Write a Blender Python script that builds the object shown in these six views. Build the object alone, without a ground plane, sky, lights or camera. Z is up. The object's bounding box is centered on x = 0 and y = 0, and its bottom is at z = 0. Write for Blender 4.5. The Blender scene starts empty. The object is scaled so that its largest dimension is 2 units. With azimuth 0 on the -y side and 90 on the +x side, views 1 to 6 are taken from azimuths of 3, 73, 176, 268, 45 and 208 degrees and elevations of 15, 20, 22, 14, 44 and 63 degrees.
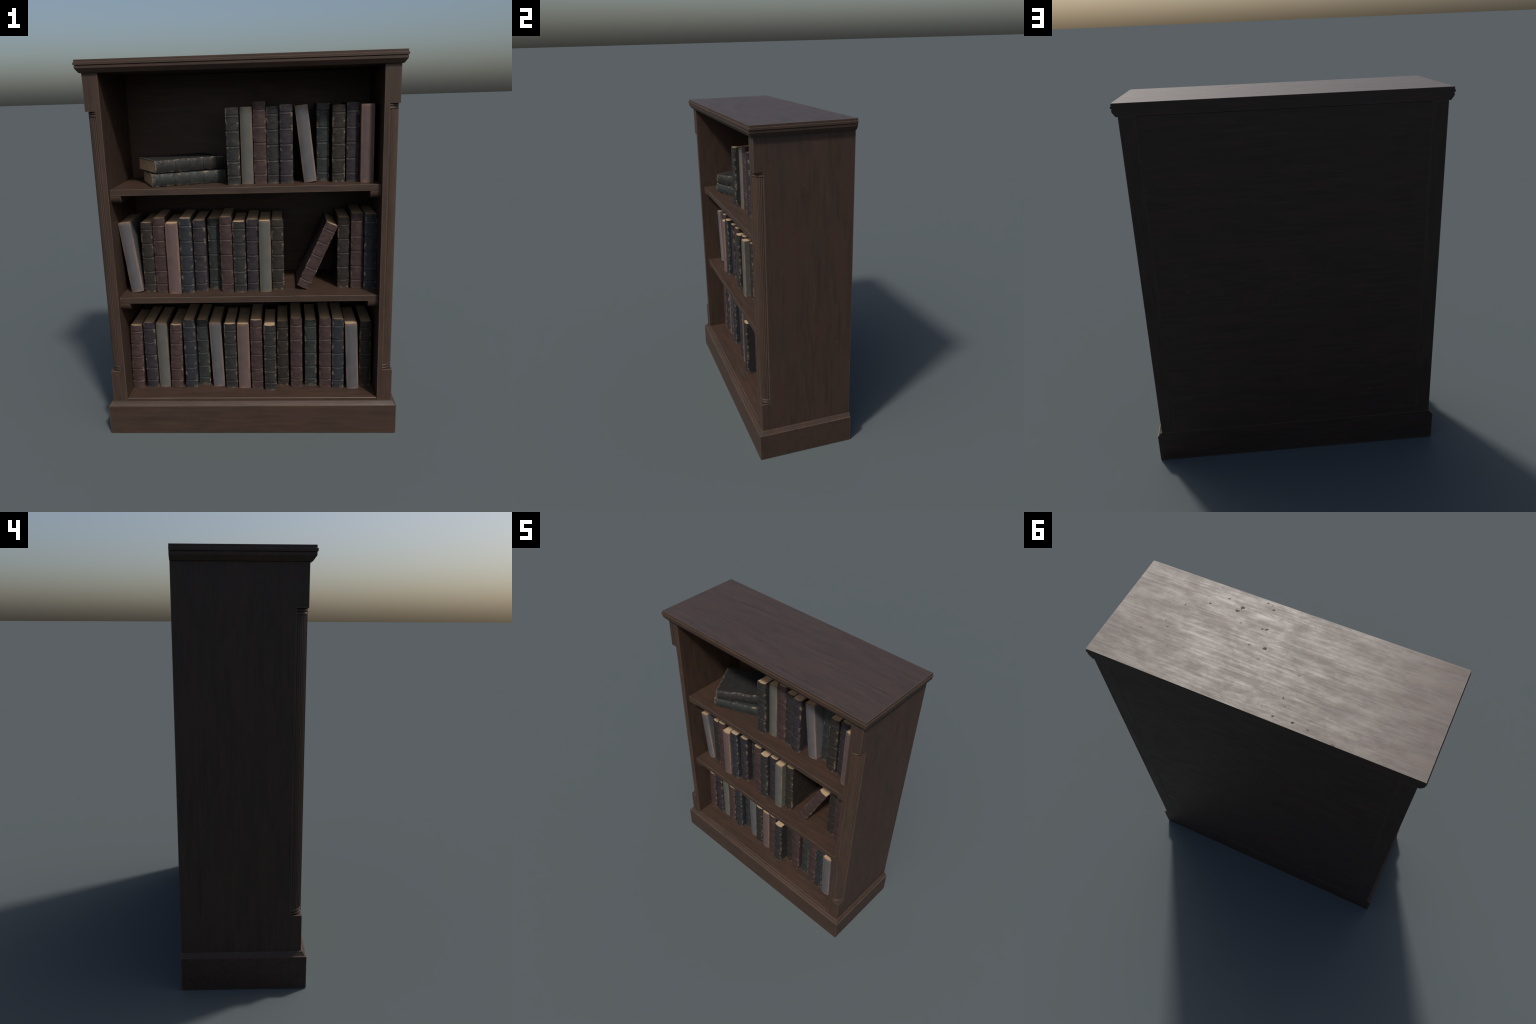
"""An old dark-wood bookcase with two loose shelves, fluted corner columns,
a moulded cornice and plinth, filled with antique leather and cloth books."""
import bpy, bmesh, math, random
from mathutils import Vector, Matrix, noise

YAW = math.radians(0.37)             # the whole group stands a touch askew
ROT = Matrix.Rotation(YAW, 4, 'Z')

# ------------------------------------------------------------------ helpers
def mesh_object(name, bm, mats, parent=None, smooth_angle=None):
    bmesh.ops.recalc_face_normals(bm, faces=bm.faces)
    me = bpy.data.meshes.new(name)
    bm.to_mesh(me); bm.free()
    for m in (mats if isinstance(mats, (list, tuple)) else [mats]):
        me.materials.append(m)
    ob = bpy.data.objects.new(name, me)
    bpy.context.scene.collection.objects.link(ob)
    if smooth_angle is not None:
        me.polygons.foreach_set("use_smooth", [True] * len(me.polygons))
        me.set_sharp_from_angle(angle=math.radians(smooth_angle))
    if parent: ob.parent = parent
    return ob

def bevel_object(ob, width, segments=1):
    """Round the long edges of a carpentry part and apply the modifier."""
    b = ob.modifiers.new("round", 'BEVEL')
    b.width = width; b.segments = segments; b.limit_method = 'ANGLE'
    b.angle_limit = math.radians(35)
    dg = bpy.context.evaluated_depsgraph_get()
    me = bpy.data.meshes.new_from_object(ob.evaluated_get(dg))
    old = ob.data; name = old.name
    ob.modifiers.clear(); ob.data = me
    bpy.data.meshes.remove(old); me.name = name
    me.polygons.foreach_set("use_smooth", [True] * len(me.polygons))
    me.set_sharp_from_angle(angle=math.radians(14))
    return ob

def add_box(bm, x0, x1, y0, y1, z0, z1):
    v = [bm.verts.new((x, y, z)) for z in (z0, z1) for y in (y0, y1) for x in (x0, x1)]
    for f in ((0, 2, 3, 1), (4, 5, 7, 6), (0, 1, 5, 4), (2, 6, 7, 3), (0, 4, 6, 2), (1, 3, 7, 5)):
        bm.faces.new([v[i] for i in f])

def loft(bm, rings, closed=True, caps=True):
    """Skin a list of equally long vertex rings."""
    vr = [[bm.verts.new(p) for p in r] for r in rings]
    n = len(vr[0])
    for a, b in zip(vr, vr[1:]):
        for i in range(n if closed else n - 1):
            j = (i + 1) % n
            bm.faces.new((a[i], a[j], b[j], b[i]))
    if caps:
        bm.faces.new(vr[0][::-1]); bm.faces.new(vr[-1])
    return vr

# ------------------------------------------------------------ node plumbing
class Graph:
    def __init__(self, name):
        self.mat = bpy.data.materials.new(name)
        self.mat.use_nodes = True
        self.t = self.mat.node_tree
        self.t.nodes.clear()
        self.out = self.t.nodes.new('ShaderNodeOutputMaterial')
        self.bsdf = self.t.nodes.new('ShaderNodeBsdfPrincipled')
        self.t.links.new(self.bsdf.outputs[0], self.out.inputs[0])
        self.coord = self.t.nodes.new('ShaderNodeTexCoord').outputs['Object']
        s = self.t.nodes.new('ShaderNodeSeparateXYZ')
        self.t.links.new(self.coord, s.inputs[0])
        self.x, self.y, self.z = s.outputs

    def put(self, socket, v):
        if isinstance(v, bpy.types.NodeSocket): self.t.links.new(v, socket)
        elif isinstance(v, (tuple, list)) and socket.type == 'RGBA': socket.default_value = (*v[:3], 1)
        else: socket.default_value = v

    def math(self, op, a, b=0.0, c=None, clamp=False):
        n = self.t.nodes.new('ShaderNodeMath'); n.operation = op; n.use_clamp = clamp
        self.put(n.inputs[0], a); self.put(n.inputs[1], b)
        if c is not None: self.put(n.inputs[2], c)
        return n.outputs[0]

    def band(self, v, lo, hi, a=0.0, b=1.0):
        n = self.t.nodes.new('ShaderNodeMapRange'); n.interpolation_type = 'SMOOTHSTEP'
        for i, q in enumerate((v, lo, hi, a, b)): self.put(n.inputs[i], q)
        return n.outputs[0]

    def vec(self, scale=(1, 1, 1), shift=(0, 0, 0), src=None):
        n = self.t.nodes.new('ShaderNodeMapping')
        self.put(n.inputs[0], src or self.coord)
        n.inputs['Scale'].default_value = scale; n.inputs['Location'].default_value = shift
        return n.outputs[0]

    def noise(self, vec, scale, detail=4, rough=0.55, distort=0.0):
        n = self.t.nodes.new('ShaderNodeTexNoise')
        self.put(n.inputs['Vector'], vec)
        for k, q in (('Scale', scale), ('Detail', detail), ('Roughness', rough), ('Distortion', distort)):
            n.inputs[k].default_value = q
        return n.outputs['Fac']

    def voronoi(self, vec, scale):
        n = self.t.nodes.new('ShaderNodeTexVoronoi')
        self.put(n.inputs['Vector'], vec); n.inputs['Scale'].default_value = scale
        return n.outputs['Distance']

    def mix(self, f, a, b):
        n = self.t.nodes.new('ShaderNodeMix'); n.data_type = 'RGBA'
        self.put(n.inputs[0], f); self.put(n.inputs[6], a); self.put(n.inputs[7], b)
        return n.outputs[2]

    def ramp(self, f, *stops):
        n = self.t.nodes.new('ShaderNodeValToRGB'); e = n.color_ramp.elements
        while len(e) < len(stops): e.new(0.5)
        for el, (p, c) in zip(e, stops): el.position = p; el.color = (*c, 1)
        self.put(n.inputs[0], f)
        return n.outputs[0]

    def edge(self, radius):
        """1 on the outer edges of a part, falling to 0 within `radius`."""
        b = self.t.nodes.new('ShaderNodeBevel'); b.samples = 6; b.inputs['Radius'].default_value = radius
        g = self.t.nodes.new('ShaderNodeNewGeometry')
        d = self.t.nodes.new('ShaderNodeVectorMath'); d.operation = 'DOT_PRODUCT'
        self.t.links.new(b.outputs[0], d.inputs[0]); self.t.links.new(g.outputs['True Normal'], d.inputs[1])
        return self.band(d.outputs['Value'], 0.992, 0.84)

    def bump(self, height, strength, distance):
        n = self.t.nodes.new('ShaderNodeBump')
        n.inputs['Strength'].default_value = strength; n.inputs['Distance'].default_value = distance
        self.put(n.inputs['Height'], height)
        self.t.links.new(n.outputs[0], self.bsdf.inputs['Normal'])

    def finish(self, colour, rough, spec=0.5):
        self.put(self.bsdf.inputs['Base Color'], colour)
        self.put(self.bsdf.inputs['Roughness'], rough)
        self.put(self.bsdf.inputs['Specular IOR Level'], spec)
        return self.mat

# ---------------------------------------------------------------- materials
def wood(name, grain, wear=1.0, rough=0.52, spec=0.34, seed=0.0, top=False):
    """Dark oiled walnut.  grain = axis ('X','Y','Z') along which fibres run."""
    g = Graph(name)
    k = 'XYZ'.index(grain)
    def stretch(along, across):
        s = [across] * 3; s[k] = along
        return tuple(s)
    sh = (seed, seed * 1.7, seed * 0.6)
    broad = g.noise(g.vec(stretch(1.6, 6.0), sh), 2.0, 4, 0.6, 0.5)
    warp = g.noise(g.vec(stretch(2.0, 7.0), (sh[2], sh[0], sh[1])), 1.7, 3, 0.6)
    streak = g.noise(g.vec(stretch(2.4, 30.0), sh), 1.8, 6, 0.66, 0.4)
    fibre = g.noise(g.vec(stretch(9.0, 170.0), sh), 1.6, 3, 0.6)
    base = g.ramp(streak, (0.28, (0.0280, 0.0162, 0.0118)), (0.50, (0.0405, 0.0245, 0.0176)), (0.74, (0.0560, 0.0348, 0.0244)))
    red = g.mix(g.math('MULTIPLY', g.band(broad, 0.44, 0.66), 0.70), base, (0.0520, 0.0272, 0.0190))
    olive = g.mix(g.math('MULTIPLY', g.band(warp, 0.50, 0.66), 0.45), red, (0.0390, 0.0272, 0.0185))
    dark = g.mix(g.math('MULTIPLY', g.band(fibre, 0.55, 0.76), 0.40), olive, (0.0200, 0.0120, 0.0095))
    # pale nicks and knocks
    dots = g.voronoi(g.vec(stretch(4.0, 7.0), sh), 1.0)
    col = g.mix(g.math('MULTIPLY', g.band(dots, 0.05, 0.02), 0.45), dark, (0.100, 0.068, 0.040))
    # rubbed edges
    grime = g.noise(g.vec((1, 1, 1), sh), 9.0, 3)
    rub = g.math('MULTIPLY', g.edge(0.0075), g.band(grime, 0.25, 0.62, 0.5 * wear, wear))
    col = g.mix(rub, col, (0.104, 0.078, 0.053))
    # patchy old polish
    patch = g.noise(g.vec(stretch(1.6, 3.0), sh), 5.5, 6, 0.7)
    scuff = g.noise(g.vec(stretch(1.8, 34.0), sh), 2.2, 5, 0.65)
    r = g.math('ADD', g.band(patch, 0.36, 0.66, rough + 0.038, rough - 0.038), g.band(scuff, 0.35, 0.7, 0.035, -0.035))
    h = g.math('ADD', g.math('MULTIPLY', streak, 0.5), g.math('MULTIPLY', fibre, 0.3))
    h = g.math('ADD', h, g.math('MULTIPLY', patch, 0.35))
    if top:
        # worm holes and dings gathered in patches
        where = g.band(g.noise(g.vec((1, 1, 1), sh), 3.2, 2), 0.50, 0.64)
        size = g.noise(g.vec((1, 1, 1), sh), 21, 2)
        ragged = g.noise(g.vec((1, 1, 1), sh), 130, 3, 0.6)
        d = g.math('ADD', g.voronoi(g.vec((1, 1.3, 0.2), sh), 19), g.math('MULTIPLY', ragged, 0.34))
        hole = g.band(g.math('ADD', d, g.math('MULTIPLY', size, -0.48)), 0.09, -0.02)
        hole = g.math('MULTIPLY', hole, where)
        h = g.math('ADD', h, g.math('MULTIPLY', hole, -1.1))
        r = g.math('ADD', r, g.math('MULTIPLY', hole, 0.3))
        col = g.mix(g.math('MULTIPLY', hole, 0.4), col, (0.020, 0.014, 0.010))
    g.bump(h, 0.20, 0.0028)
    return g.finish(col, r, spec)

def leather(name, colour, worn, w, h, seed, amount=1.0):
    """Rubbed bookbinding leather; the hinges and tail of the spine are scuffed."""
    g = Graph(name)
    p = g.vec((1, 1, 1), (seed * 3.1, seed * 1.3, seed * 2.3))
    cloud = g.noise(p, 22, 4, 0.6)
    grain = g.noise(p, 420, 2, 0.5)
    dim = tuple(c * 0.74 for c in colour); lit = tuple(c * 1.28 for c in colour)
    col = g.ramp(cloud, (0.3, dim), (0.5, colour), (0.72, lit))
    ax = g.math('ABSOLUTE', g.x)
    hinge = g.math('MULTIPLY', g.band(ax, w / 2 - 0.015, w / 2 - 0.001), g.band(g.y, 0.016, 0.004))
    ends = g.math('MAXIMUM', g.band(g.z, 0.022, 0.0), g.band(g.z, h - 0.010, h, 0.0, 0.3))
    zone = g.math('MAXIMUM', hinge, g.math('MULTIPLY', ends, 0.85))
    blot = g.noise(g.vec((1, 1, 0.75), (seed, seed * 2, seed * 5)), 40, 3, 0.6)
    scrape = g.noise(g.vec((1, 1, 0.5), (seed * 4, seed, seed)), 30, 4, 0.65)
    spots = g.math('MULTIPLY', g.band(blot, 0.49, 0.64), zone)
    loose = g.math('MULTIPLY', g.band(scrape, 0.66, 0.78), g.band(g.y, 0.02, 0.0, 0.2, 0.6))
    rim = g.math('MULTIPLY', g.band(ends, 0.6, 1.0), g.band(cloud, 0.3, 0.6, 0.1, 0.4))
    mask = g.math('MULTIPLY', g.math('MAXIMUM', g.math('MAXIMUM', spots, loose), rim), 0.95 * amount, clamp=True)
    col = g.mix(mask, col, worn)
    g.bump(g.math('ADD', g.math('MULTIPLY', grain, 0.3), g.math('MULTIPLY', cloud, 1.2)), 0.35, 0.002)
    return g.finish(col, g.band(cloud, 0.3, 0.7, 0.68, 0.56), 0.26)

def cloth(name, colour, worn, w, h, seed):
    """Faded linen boards, bleached towards the spine edges and corners."""
    g = Graph(name)
    p = g.vec((1, 1, 1), (seed, seed * 2, seed * 3))
    cloud = g.noise(p, 14, 4, 0.6)
    weave = g.noise(g.vec((1, 1, 0.25), (seed, 0, 0)), 700, 2)
    col = g.ramp(cloud, (0.3, tuple(c * 0.88 for c in colour)), (0.7, tuple(c * 1.1 for c in colour)))
    ax = g.math('ABSOLUTE', g.x)
    hinge = g.math('MULTIPLY', g.band(ax, w / 2 - 0.014, w / 2 + 0.001), g.band(g.y, 0.010, 0.001))
    ends = g.math('MAXIMUM', g.band(g.z, 0.022, 0.0), g.band(g.z, h - 0.016, h))
    wander = g.noise(g.vec((1, 1, 0.6), (seed * 7, seed, seed)), 26, 3)
    zone = g.math('MULTIPLY', g.math('MAXIMUM', hinge, ends), g.band(wander, 0.36, 0.62, 0.15, 0.95))
    rim = g.math('MULTIPLY', g.edge(0.004), 0.65)
    col = g.mix(g.math('MAXIMUM', zone, rim), col, worn)
    g.bump(weave, 0.25, 0.001)
    return g.finish(col, 0.72, 0.35)

def paper(name):
    g = Graph(name)
    leaves = g.noise(g.vec((900, 6, 6)), 1.0, 2)
    stain = g.noise(g.coord, 16, 4, 0.6)
    col = g.ramp(stain, (0.3, (0.36, 0.255, 0.155)), (0.7, (0.47, 0.345, 0.225)))
    col = g.mix(g.math('MULTIPLY', g.band(leaves, 0.45, 0.75), 0.35), col, (0.25, 0.17, 0.10))
    g.bump(leaves, 0.4, 0.001)
    return g.finish(col, 0.85, 0.2)

wood_x = wood("walnut_grain_along_width", 'X', seed=1.3)
wood_top = wood("walnut_polished_top", 'X', rough=0.525, spec=0.76, seed=4.1, top=True)
wood_cornice = wood("walnut_cornice", 'X', wear=0.4, seed=6.6)
wood_z = wood("walnut_grain_upright", 'Z', seed=2.2)
wood_y = wood("walnut_grain_along_depth", 'Y', seed=7.7)
wood_back = wood("walnut_back_boards", 'X', wear=0.35, seed=9.4)
wood_column = wood("walnut_column", 'Z', wear=0.35, seed=5.9)

# --------------------------------------------------------------- the bookcase
SX, IX = 0.7665, 0.689        # outer / inner face of the side panels
FY, BY = -0.2690, 0.2982     # front / back plane
NX, NY = 0.7155, -0.2175     # inner corner of the column notch
N0, N1 = 0.3665, 1.7565      # foot and head of the notch
CEIL = 1.9385
case = bpy.data.objects.new("bookcase", None)
bpy.context.scene.collection.objects.link(case)
case.rotation_euler = (0, 0, YAW)
case["label"] = "dark walnut bookcase with fluted corner columns and moulded cornice"
case["category"] = "bookcase"

def moulded_slab(name, profile, mat, bevel):
    """Stack of rectangles: profile = [(overhang, z)...]; the back stays flat."""
    bm = bmesh.new()
    loft(bm, [[(-SX - o, BY, z), (-SX - o, FY - o, z), (SX + o, FY - o, z), (SX + o, BY, z)] for o, z in profile])
    return bevel_object(mesh_object(name, bm, mat, case), bevel)

cornice = moulded_slab("cornice", [(0.0095, CEIL), (0.0250, 1.9600), (0.0250, 1.9715), (0.0222, 1.9722), (0.0222, 1.9746),
                                   (0.0288, 1.9752), (0.0288, 1.9870), (0.0245, 1.9874), (0.0245, 2.0000)], [wood_cornice, wood_top], 0.0007)
for p in cornice.data.polygons:            # only the board face on top keeps its polish
    p.material_index = 1 if p.normal.z > 0.9 and p.center.z > 1.99 else 0
plinth = moulded_slab("plinth", [(0.0242, 0.0), (0.0242, 0.1650), (0.0195, 0.1653), (0.0165, 0.1690), (0.0115, 0.1770),
                                 (0.0075, 0.1835), (0.0035, 0.1858), (-0.012, 0.1862)], wood_x, 0.0010)

for side in (-1, 1):
    # upright panel: full block at foot and head, notched between for the column
    bm = bmesh.new()
    P = lambda pts, z: [(side * x, y, z) for x, y in pts]
    full = [(IX, FY), (NX, FY), (SX, FY), (SX, NY), (SX, BY - 0.0002), (IX, BY - 0.0002)]
    lo = [bm.verts.new(p) for p in P(full, 0.1852)]
    a = [bm.verts.new(p) for p in P(full, N0)]
    b = [bm.verts.new(p) for p in P(full, N1)]
    hi = [bm.verts.new(p) for p in P(full, CEIL)]
    ca, cb = bm.verts.new((side * NX, NY, N0)), bm.verts.new((side * NX, NY, N1))
    for i in range(6):
        j = (i + 1) % 6
        bm.faces.new((lo[i], lo[j], a[j], a[i])); bm.faces.new((b[i], b[j], hi[j], hi[i]))
        if i not in (1, 2): bm.faces.new((a[i], a[j], b[j], b[i]))
    bm.faces.new((a[1], ca, cb, b[1])); bm.faces.new((ca, a[3], b[3], cb))
    bm.faces.new((a[1], a[2], a[3], ca)); bm.faces.new((b[1], b[2], b[3], cb))
    bm.faces.new(lo); bm.faces.new(hi)
    bevel_object(mesh_object("side_panel", bm, wood_z, case), 0.0010, 1)

    # quarter column with flutes, set in the notch
    bm = bmesh.new()
    R, FL, M = 0.0478, 8, 8
    def arc(r_of):
        pts = [(NX - 0.004, NY + 0.004)]
        n = FL * M
        for i in range(n + 1):
            t = i / n; ang = t * math.pi / 2
            r = r_of(t)
            pts.append((NX + r * math.sin(ang), NY - r * math.cos(ang)))
        return pts
    def fluted(t):
        c = (t * FL) % 1.0
        return R - 0.0022 * max(0.0, math.sin(math.pi * c)) ** 0.8 if 0.02 < t < 0.98 else R
    shaft_lo, shaft_hi = 0.3945, 1.7285
    rings = []
    for k in range(13):
        z = shaft_lo + (shaft_hi - shaft_lo) * k / 12
        fade = min(1.0, min(k, 12 - k) / 1.0)
        rings.append(P(arc(fluted), z))
    loft(bm, rings)
    column = mesh_object("corner_column", bm, wood_column, case, 38)
    # turned collars at both ends of the shaft
    def collar(z0, z1, r0, r1):
        bm2 = bmesh.new(); prof = []
        for k in range(9):
            u = k / 8; prof.append((r0 + (r1 - r0) * math.sin(math.pi * u) ** 0.6, z0 + (z1 - z0) * u))
        loft(bm2, [P(arc(lambda t, r=r: r), z) for r, z in prof])
        mesh_object("column_collar", bm2, wood_column, column, 50)
    collar(1.7420, 1.7555, 0.0445, 0.0486)
    collar(1.7275, 1.7418, 0.0450, 0.0492)
    collar(0.3675, 0.3805, 0.0450, 0.0492)
    collar(0.3807, 0.3955, 0.0450, 0.0490)

# boards
def board(name, x0, x1, y0, y1, z0, z1, mat, bevel=0.0012, seg=1):
    bm = bmesh.new(); add_box(bm, x0, x1, y0, y1, z0, z1)
    return bevel_object(mesh_object(name, bm, mat, case), bevel, seg)

IBY = 0.2530                          # inner face of the back
board("back_panel", -IX - 0.008, IX + 0.008, IBY, BY - 0.0012, 0.1864, CEIL - 0.001, wood_back, 0.001, 1)
SHELF = (1.3658, 0.7825, 0.2010)      # tops of the three shelves
for zt in SHELF[:2]:
    board("shelf", -IX + 0.0008, IX - 0.0008, -0.2425, IBY + 0.001, zt - 0.0330, zt, wood_x)
    for side in (-1, 1):
        # cleat with a quarter-round nose
        bm = bmesh.new()
        zb, zc = zt - 0.0334, zt - 0.0700
        nose = [(-0.2405, zb), (-0.2405, zb - 0.006)]
        for k in range(1, 9):
            a = k / 8 * math.pi / 2
            nose.append((-0.2405 + 0.024 * (1 - math.cos(a)), zb - 0.006 - (zb - 0.006 - zc) * math.sin(a)))
        prof = nose + [(IBY - 0.001, zc), (IBY - 0.001, zb)]
        loft(bm, [[(side * x, y, z) for y, z in prof] for x in (0.6355, IX + 0.001)])
        bevel_object(mesh_object("shelf_bracket", bm, wood_y, case), 0.0012, 1)
board("bottom_shelf", -IX + 0.0006, IX - 0.0006, FY + 0.0015, IBY + 0.001, 0.1845, SHELF[2], wood_x, 0.003)

# ------------------------------------------------------------------- books
TAN = (0.150, 0.116, 0.082)
#        kind      word                       colour                   worn                  w      h      bands  surface
KINDS = {
 'black':   ("black leather",       (0.0198, 0.0194, 0.0192), TAN,                    0.0665, 0.3900, True),
 'brown':   ("dark brown leather",  (0.0215, 0.0175, 0.0145), TAN,                    0.0655, 0.3895, True),
 'maroon':  ("dark red leather",    (0.0420, 0.0258, 0.0246), (0.110, 0.070, 0.060),  0.0665, 0.4155, True),
 'maroon2': ("faded red leather",   (0.0425, 0.0265, 0.0252), (0.160, 0.112, 0.080),  0.0670, 0.3825, True),
 'purple':  ("dark violet leather", (0.0225, 0.0187, 0.0228), TAN,                    0.0665, 0.3985, True),
 'green':   ("dark green leather",  (0.0215, 0.0252, 0.0245), (0.165, 0.125, 0.080),  0.0660, 0.3985, True),
 'navy':    ("dark blue leather",   (0.0190, 0.0208, 0.0250), (0.160, 0.130, 0.095),  0.0670, 0.4145, True),
 'pale':    ("faded grey cloth",    (0.0745, 0.0755, 0.0680), (0.145, 0.105, 0.070),  0.0625, 0.3915, False),
 'grey':    ("blue grey cloth",     (0.0760, 0.0755, 0.0800), (0.190, 0.118, 0.095),  0.0670, 0.3910, False),
 'pink':    ("dusty pink cloth",    (0.0900, 0.0620, 0.0580), (0.190, 0.105, 0.068),  0.0675, 0.3900, False),
}
DEPTH = 0.278
BANDS = (0.890, 0.690, 0.492, 0.290, 0.105)   # heights of the cords, share of the spine
pages_mat = paper("yellowed_paper")

def spine_mesh(w, h, banded, seed):
    """Rounded spine: outer skin with raised cords and dents, inner skin, closed rims."""
    bm = bmesh.new()
    half, wrap, bulge, thick = w / 2, 0.011, 0.0075, 0.0040
    outline = [(-half, wrap), (-half, wrap * 0.5), (-half, 0.0022), (-half + 0.0007, 0.0004)]
    nseg = 18
    for i in range(nseg + 1):
        u = -1 + 2 * i / nseg
        outline.append((u * (half - 0.0022), -bulge * (1 - u * u) - 0.0004))
    outline += [(half - 0.0007, 0.0004), (half, 0.0022), (half, wrap * 0.5), (half, wrap)]
    n = len(outline)
    nrm = []
    for i in range(n):
        a, b = outline[max(i - 1, 0)], outline[min(i + 1, n - 1)]
        d = Vector((b[0] - a[0], b[1] - a[1])).normalized()
        nrm.append(Vector((d.y, -d.x)))
    steps = 190 if banded else 60
    def relief(u, z, side):
        d = 0.0
        if banded:
            for f in BANDS:
                e = (z - f * h) + 0.0012 * (1 - (2 * u - 1) ** 2) * 2.0
                d += 0.0007 * math.exp(-(e / 0.0040) ** 2)               # cord
                d -= 0.0022 * math.exp(-((e - 0.0062) / 0.0030) ** 2)    # crease above it
            d *= max(0.0, 1 - side)
            d += 0.0013 * noise.noise(Vector((u * 3.0 + seed, z * 38, seed * 2))) * (1 - 0.4 * side)
            d += 0.0006 * noise.noise(Vector((u * 9.0 + seed, z * 110, seed)))
        else:
            d += 0.0005 * noise.noise(Vector((u * 2.0 + seed, z * 14, seed)))
        return d
    outer, inner = [], []
    for k in range(steps + 1):
        z = h * k / steps
        lip = min(1.0, min(k, steps - k) / 2.0)
        ro, ri = [], []
        for i, (x, y) in enumerate(outline):
            u = i / (n - 1)
            side = min(1.0, max(0.0, (y - 0.0015) / 0.004))
            d = relief(u, z, side) * (0.3 + 0.7 * lip) - 0.0006 * (1 - lip)
            ro.append(bm.verts.new((x + nrm[i].x * d, y + nrm[i].y * d, z)))
            ri.append(bm.verts.new((x - nrm[i].x * thick, y - nrm[i].y * thick, z)))
        outer.append(ro); inner.append(ri)
    for k in range(steps):
        for i in range(n - 1):
            bm.faces.new((outer[k][i], outer[k][i + 1], outer[k + 1][i + 1], outer[k + 1][i]))
            bm.faces.new((inner[k][i + 1], inner[k][i], inner[k + 1][i], inner[k + 1][i + 1]))
        for i in (0, n - 1):
            bm.faces.new((outer[k][i], outer[k + 1][i], inner[k + 1][i], inner[k][i]))
    for k in (0, steps):
        for i in range(n - 1):
            bm.faces.new((outer[k][i], inner[k][i], inner[k][i + 1], outer[k][i + 1]))
    return bm

templates = {}
def template(kind):
    """Three shared meshes per kind of binding: spine, cover boards, page block."""
    if kind in templates: return templates[kind]
    word, col, worn, w, h, banded = KINDS[kind]
    seed = 1.7 + 2.9 * list(KINDS).index(kind)
    name = word.replace(' ', '_')
    mat = leather(name, col, worn, w, h, seed) if banded else cloth(name, col, worn, w, h, seed)
    sp = mesh_object("spine", spine_mesh(w, h, banded, seed), mat, None, 55)
    bm = bmesh.new(); t = 0.0048
    for s in (-1, 1):
        a, b = s * (w / 2 - 0.0005), s * (w / 2 - t)
        add_box(bm, min(a, b), max(a, b), 0.0112, DEPTH, 0, h)
    bo = bevel_object(mesh_object("cover_boards", bm, mat), 0.0011, 2)
    # page block: rounded back, hollow fore-edge, standing a little inside the boards
    bm = bmesh.new(); hw = w / 2 - t + 0.0002
    ring = [(-hw + 2 * hw * i / 10, 0.0035 - 0.005 * (1 - (i / 5 - 1) ** 2)) for i in range(11)]
    ring += [(hw - 2 * hw * i / 10, DEPTH - 0.006 - 0.006 * (1 - (i / 5 - 1) ** 2)) for i in range(11)]
    loft(bm, [[(x, y, z) for x, y in ring] for z in (0.0020, h - 0.0018)])
    pg = mesh_object("page_block", bm, pages_mat, None, 40)
    templates[kind] = (sp, bo, pg)
    for o in templates[kind]: o.hide_render = True
    return templates[kind]

def place(kind, x, y, z, tilt=0.0, yaw=0.0):
    """x, y = middle of the spine's front edge at the foot (before tilting)."""
    word, col, worn, w, h, banded = KINDS[kind]
    book = bpy.data.objects.new("book", None)
    bpy.context.scene.collection.objects.link(book)
    book.empty_display_size = 0.05
    book["label"] = f"antique {word} book with yellowed pages" + (" and raised spine cords" if banded else "")
    book["category"] = "book"
    book.location = ROT @ Vector((x, y, z))
    book.rotation_euler = (0, tilt, YAW + yaw)
    for tpl in template(kind):
        o = tpl.copy(); o.hide_render = False
        bpy.context.scene.collection.objects.link(o)
        o.parent = book
    return book

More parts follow.
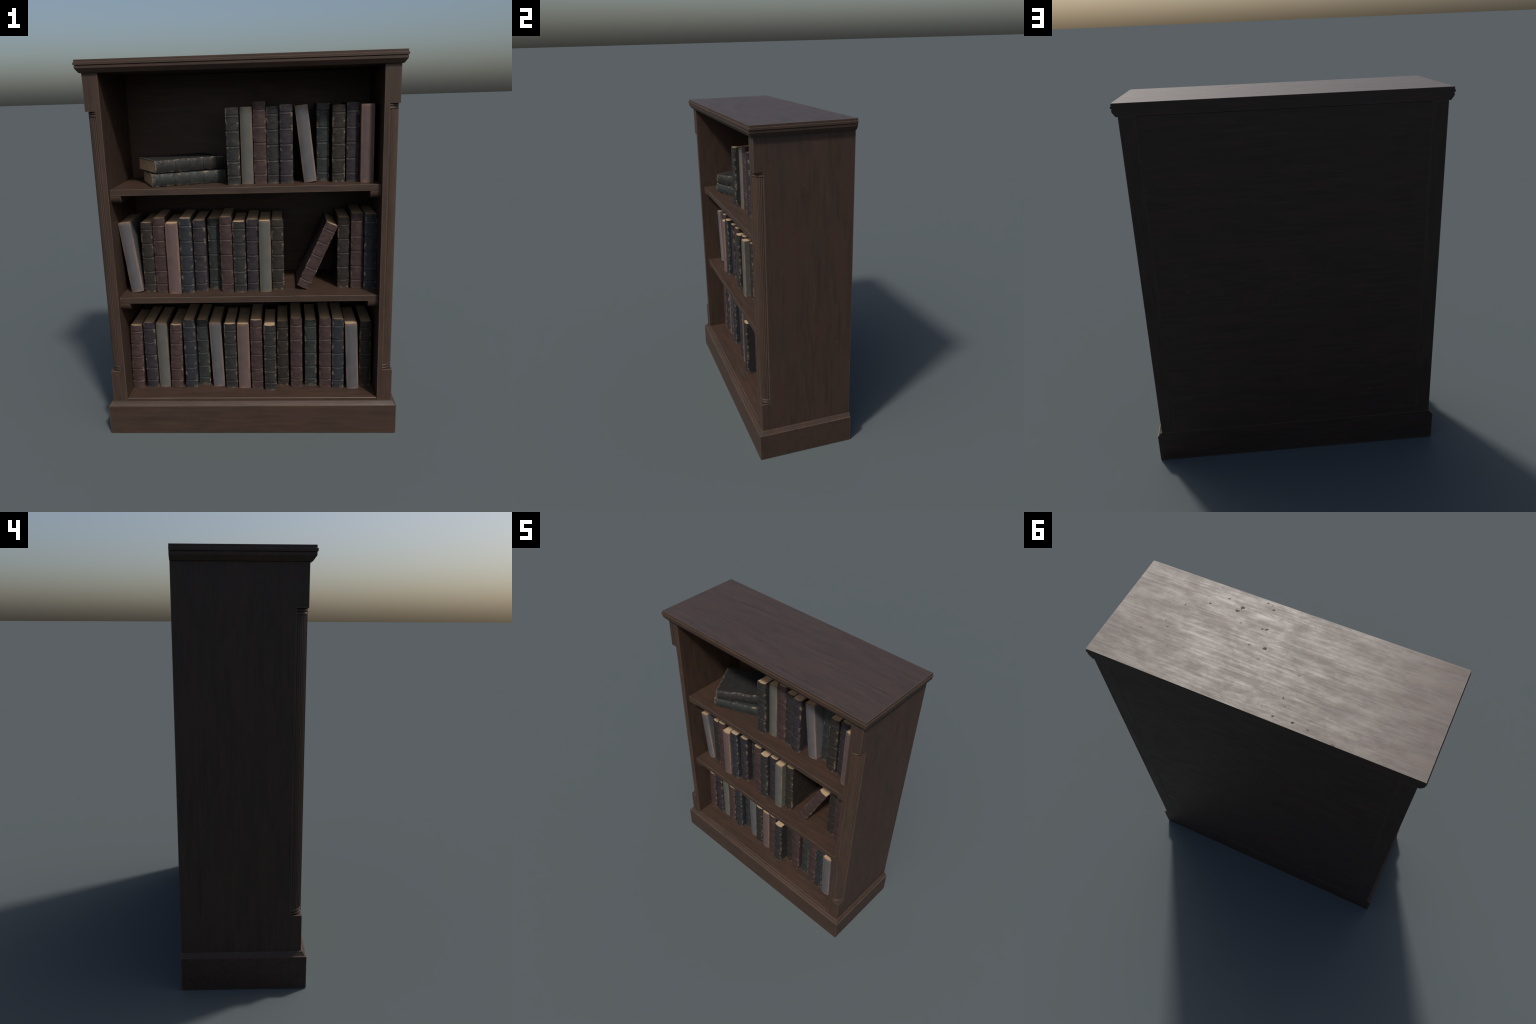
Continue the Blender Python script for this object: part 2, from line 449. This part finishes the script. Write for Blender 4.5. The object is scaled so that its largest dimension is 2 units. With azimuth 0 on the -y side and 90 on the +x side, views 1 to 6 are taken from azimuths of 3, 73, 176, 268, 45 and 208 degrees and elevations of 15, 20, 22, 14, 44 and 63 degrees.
def stand(kind, left, y, shelf, lean=0.0, yaw=0.0):
    """Upright book whose spine foot starts at x=left; lean in metres of head shift."""
    w, h = KINDS[kind][3:5]
    th = math.asin(lean / h)
    if th >= 0: x, z = left + w - w / 2 * math.cos(th), w / 2 * math.sin(th)
    else:       x, z = left + w / 2 * math.cos(th), -w / 2 * math.sin(th)
    y -= (0.009, 0.006, 0.002)[shelf]
    return place(kind, x, y, SHELF[shelf] + z + 0.0003, th, math.radians(yaw))

UP = [('black', -.0885, -.158), ('pale', -.0175, -.127), ('maroon', .0485, -.123), ('black', .1175, -.120), ('purple', .1845, -.140),
      ('grey', .3065, -.117, -.0455), ('green', .3745, -.076), ('brown', .4520, -.123), ('purple', .5245, -.113), ('pink', .5925, -.160)]
MID = [('grey', -.6455, -.143, -.0445), ('brown', -.5715, -.136), ('maroon', -.5025, -.149), ('pink', -.4315, -.172), ('navy', -.3605, -.164),
       ('purple', -.2890, -.140), ('green', -.2145, -.101), ('maroon', -.1445, -.151), ('black', -.0745, -.162), ('purple', -.0035, -.141),
       ('pale', .0645, -.160), ('brown', .1295, -.126), ('brown', .4850, -.098), ('maroon', .5540, -.119), ('navy', .6215, -.146)]
LOW = [('maroon2', -.6875, -.137, .0125), ('purple', -.6035, -.134), ('pale', -.5325, -.127), ('maroon2', -.4625, -.137, .0125), ('navy', -.3770, -.139),
       ('green', -.3055, -.102), ('grey', -.2205, -.128, -.0110), ('black', -.1460, -.147), ('pink', -.0730, -.148), ('maroon', .0015, -.157),
       ('black', .0765, -.177), ('brown', .1480, -.116), ('maroon', .2230, -.141), ('green', .3035, -.122), ('maroon', .3830, -.143),
       ('navy', .4535, -.148), ('grey', .5360, -.163, -.0130), ('brown', .6090, -.124)]
for level, row in enumerate((UP, MID, LOW)):
    for r in row: stand(r[0], r[1], r[2], level, *(r[3:]))

# the red book leaning across the gap
w, h = KINDS['maroon2'][3:5]
th = math.radians(24.6)
place('maroon2', 0.3250 - w / 2 * math.cos(th), -0.1380, SHELF[1] + w / 2 * math.sin(th) + 0.0003, th)

# two volumes lying on the upper shelf, spines turned to the front
z = SHELF[0] + 0.0010
for kind, x, y, ang in (('green', -.4800, -.1885, 22.0), ('black', -.4600, -.1865, 30.5)):
    w = KINDS[kind][3]
    place(kind, x, y, z + w / 2, math.radians(90), math.radians(ang))
    z += w + 0.0032

for group in templates.values():
    for o in group: bpy.data.objects.remove(o)
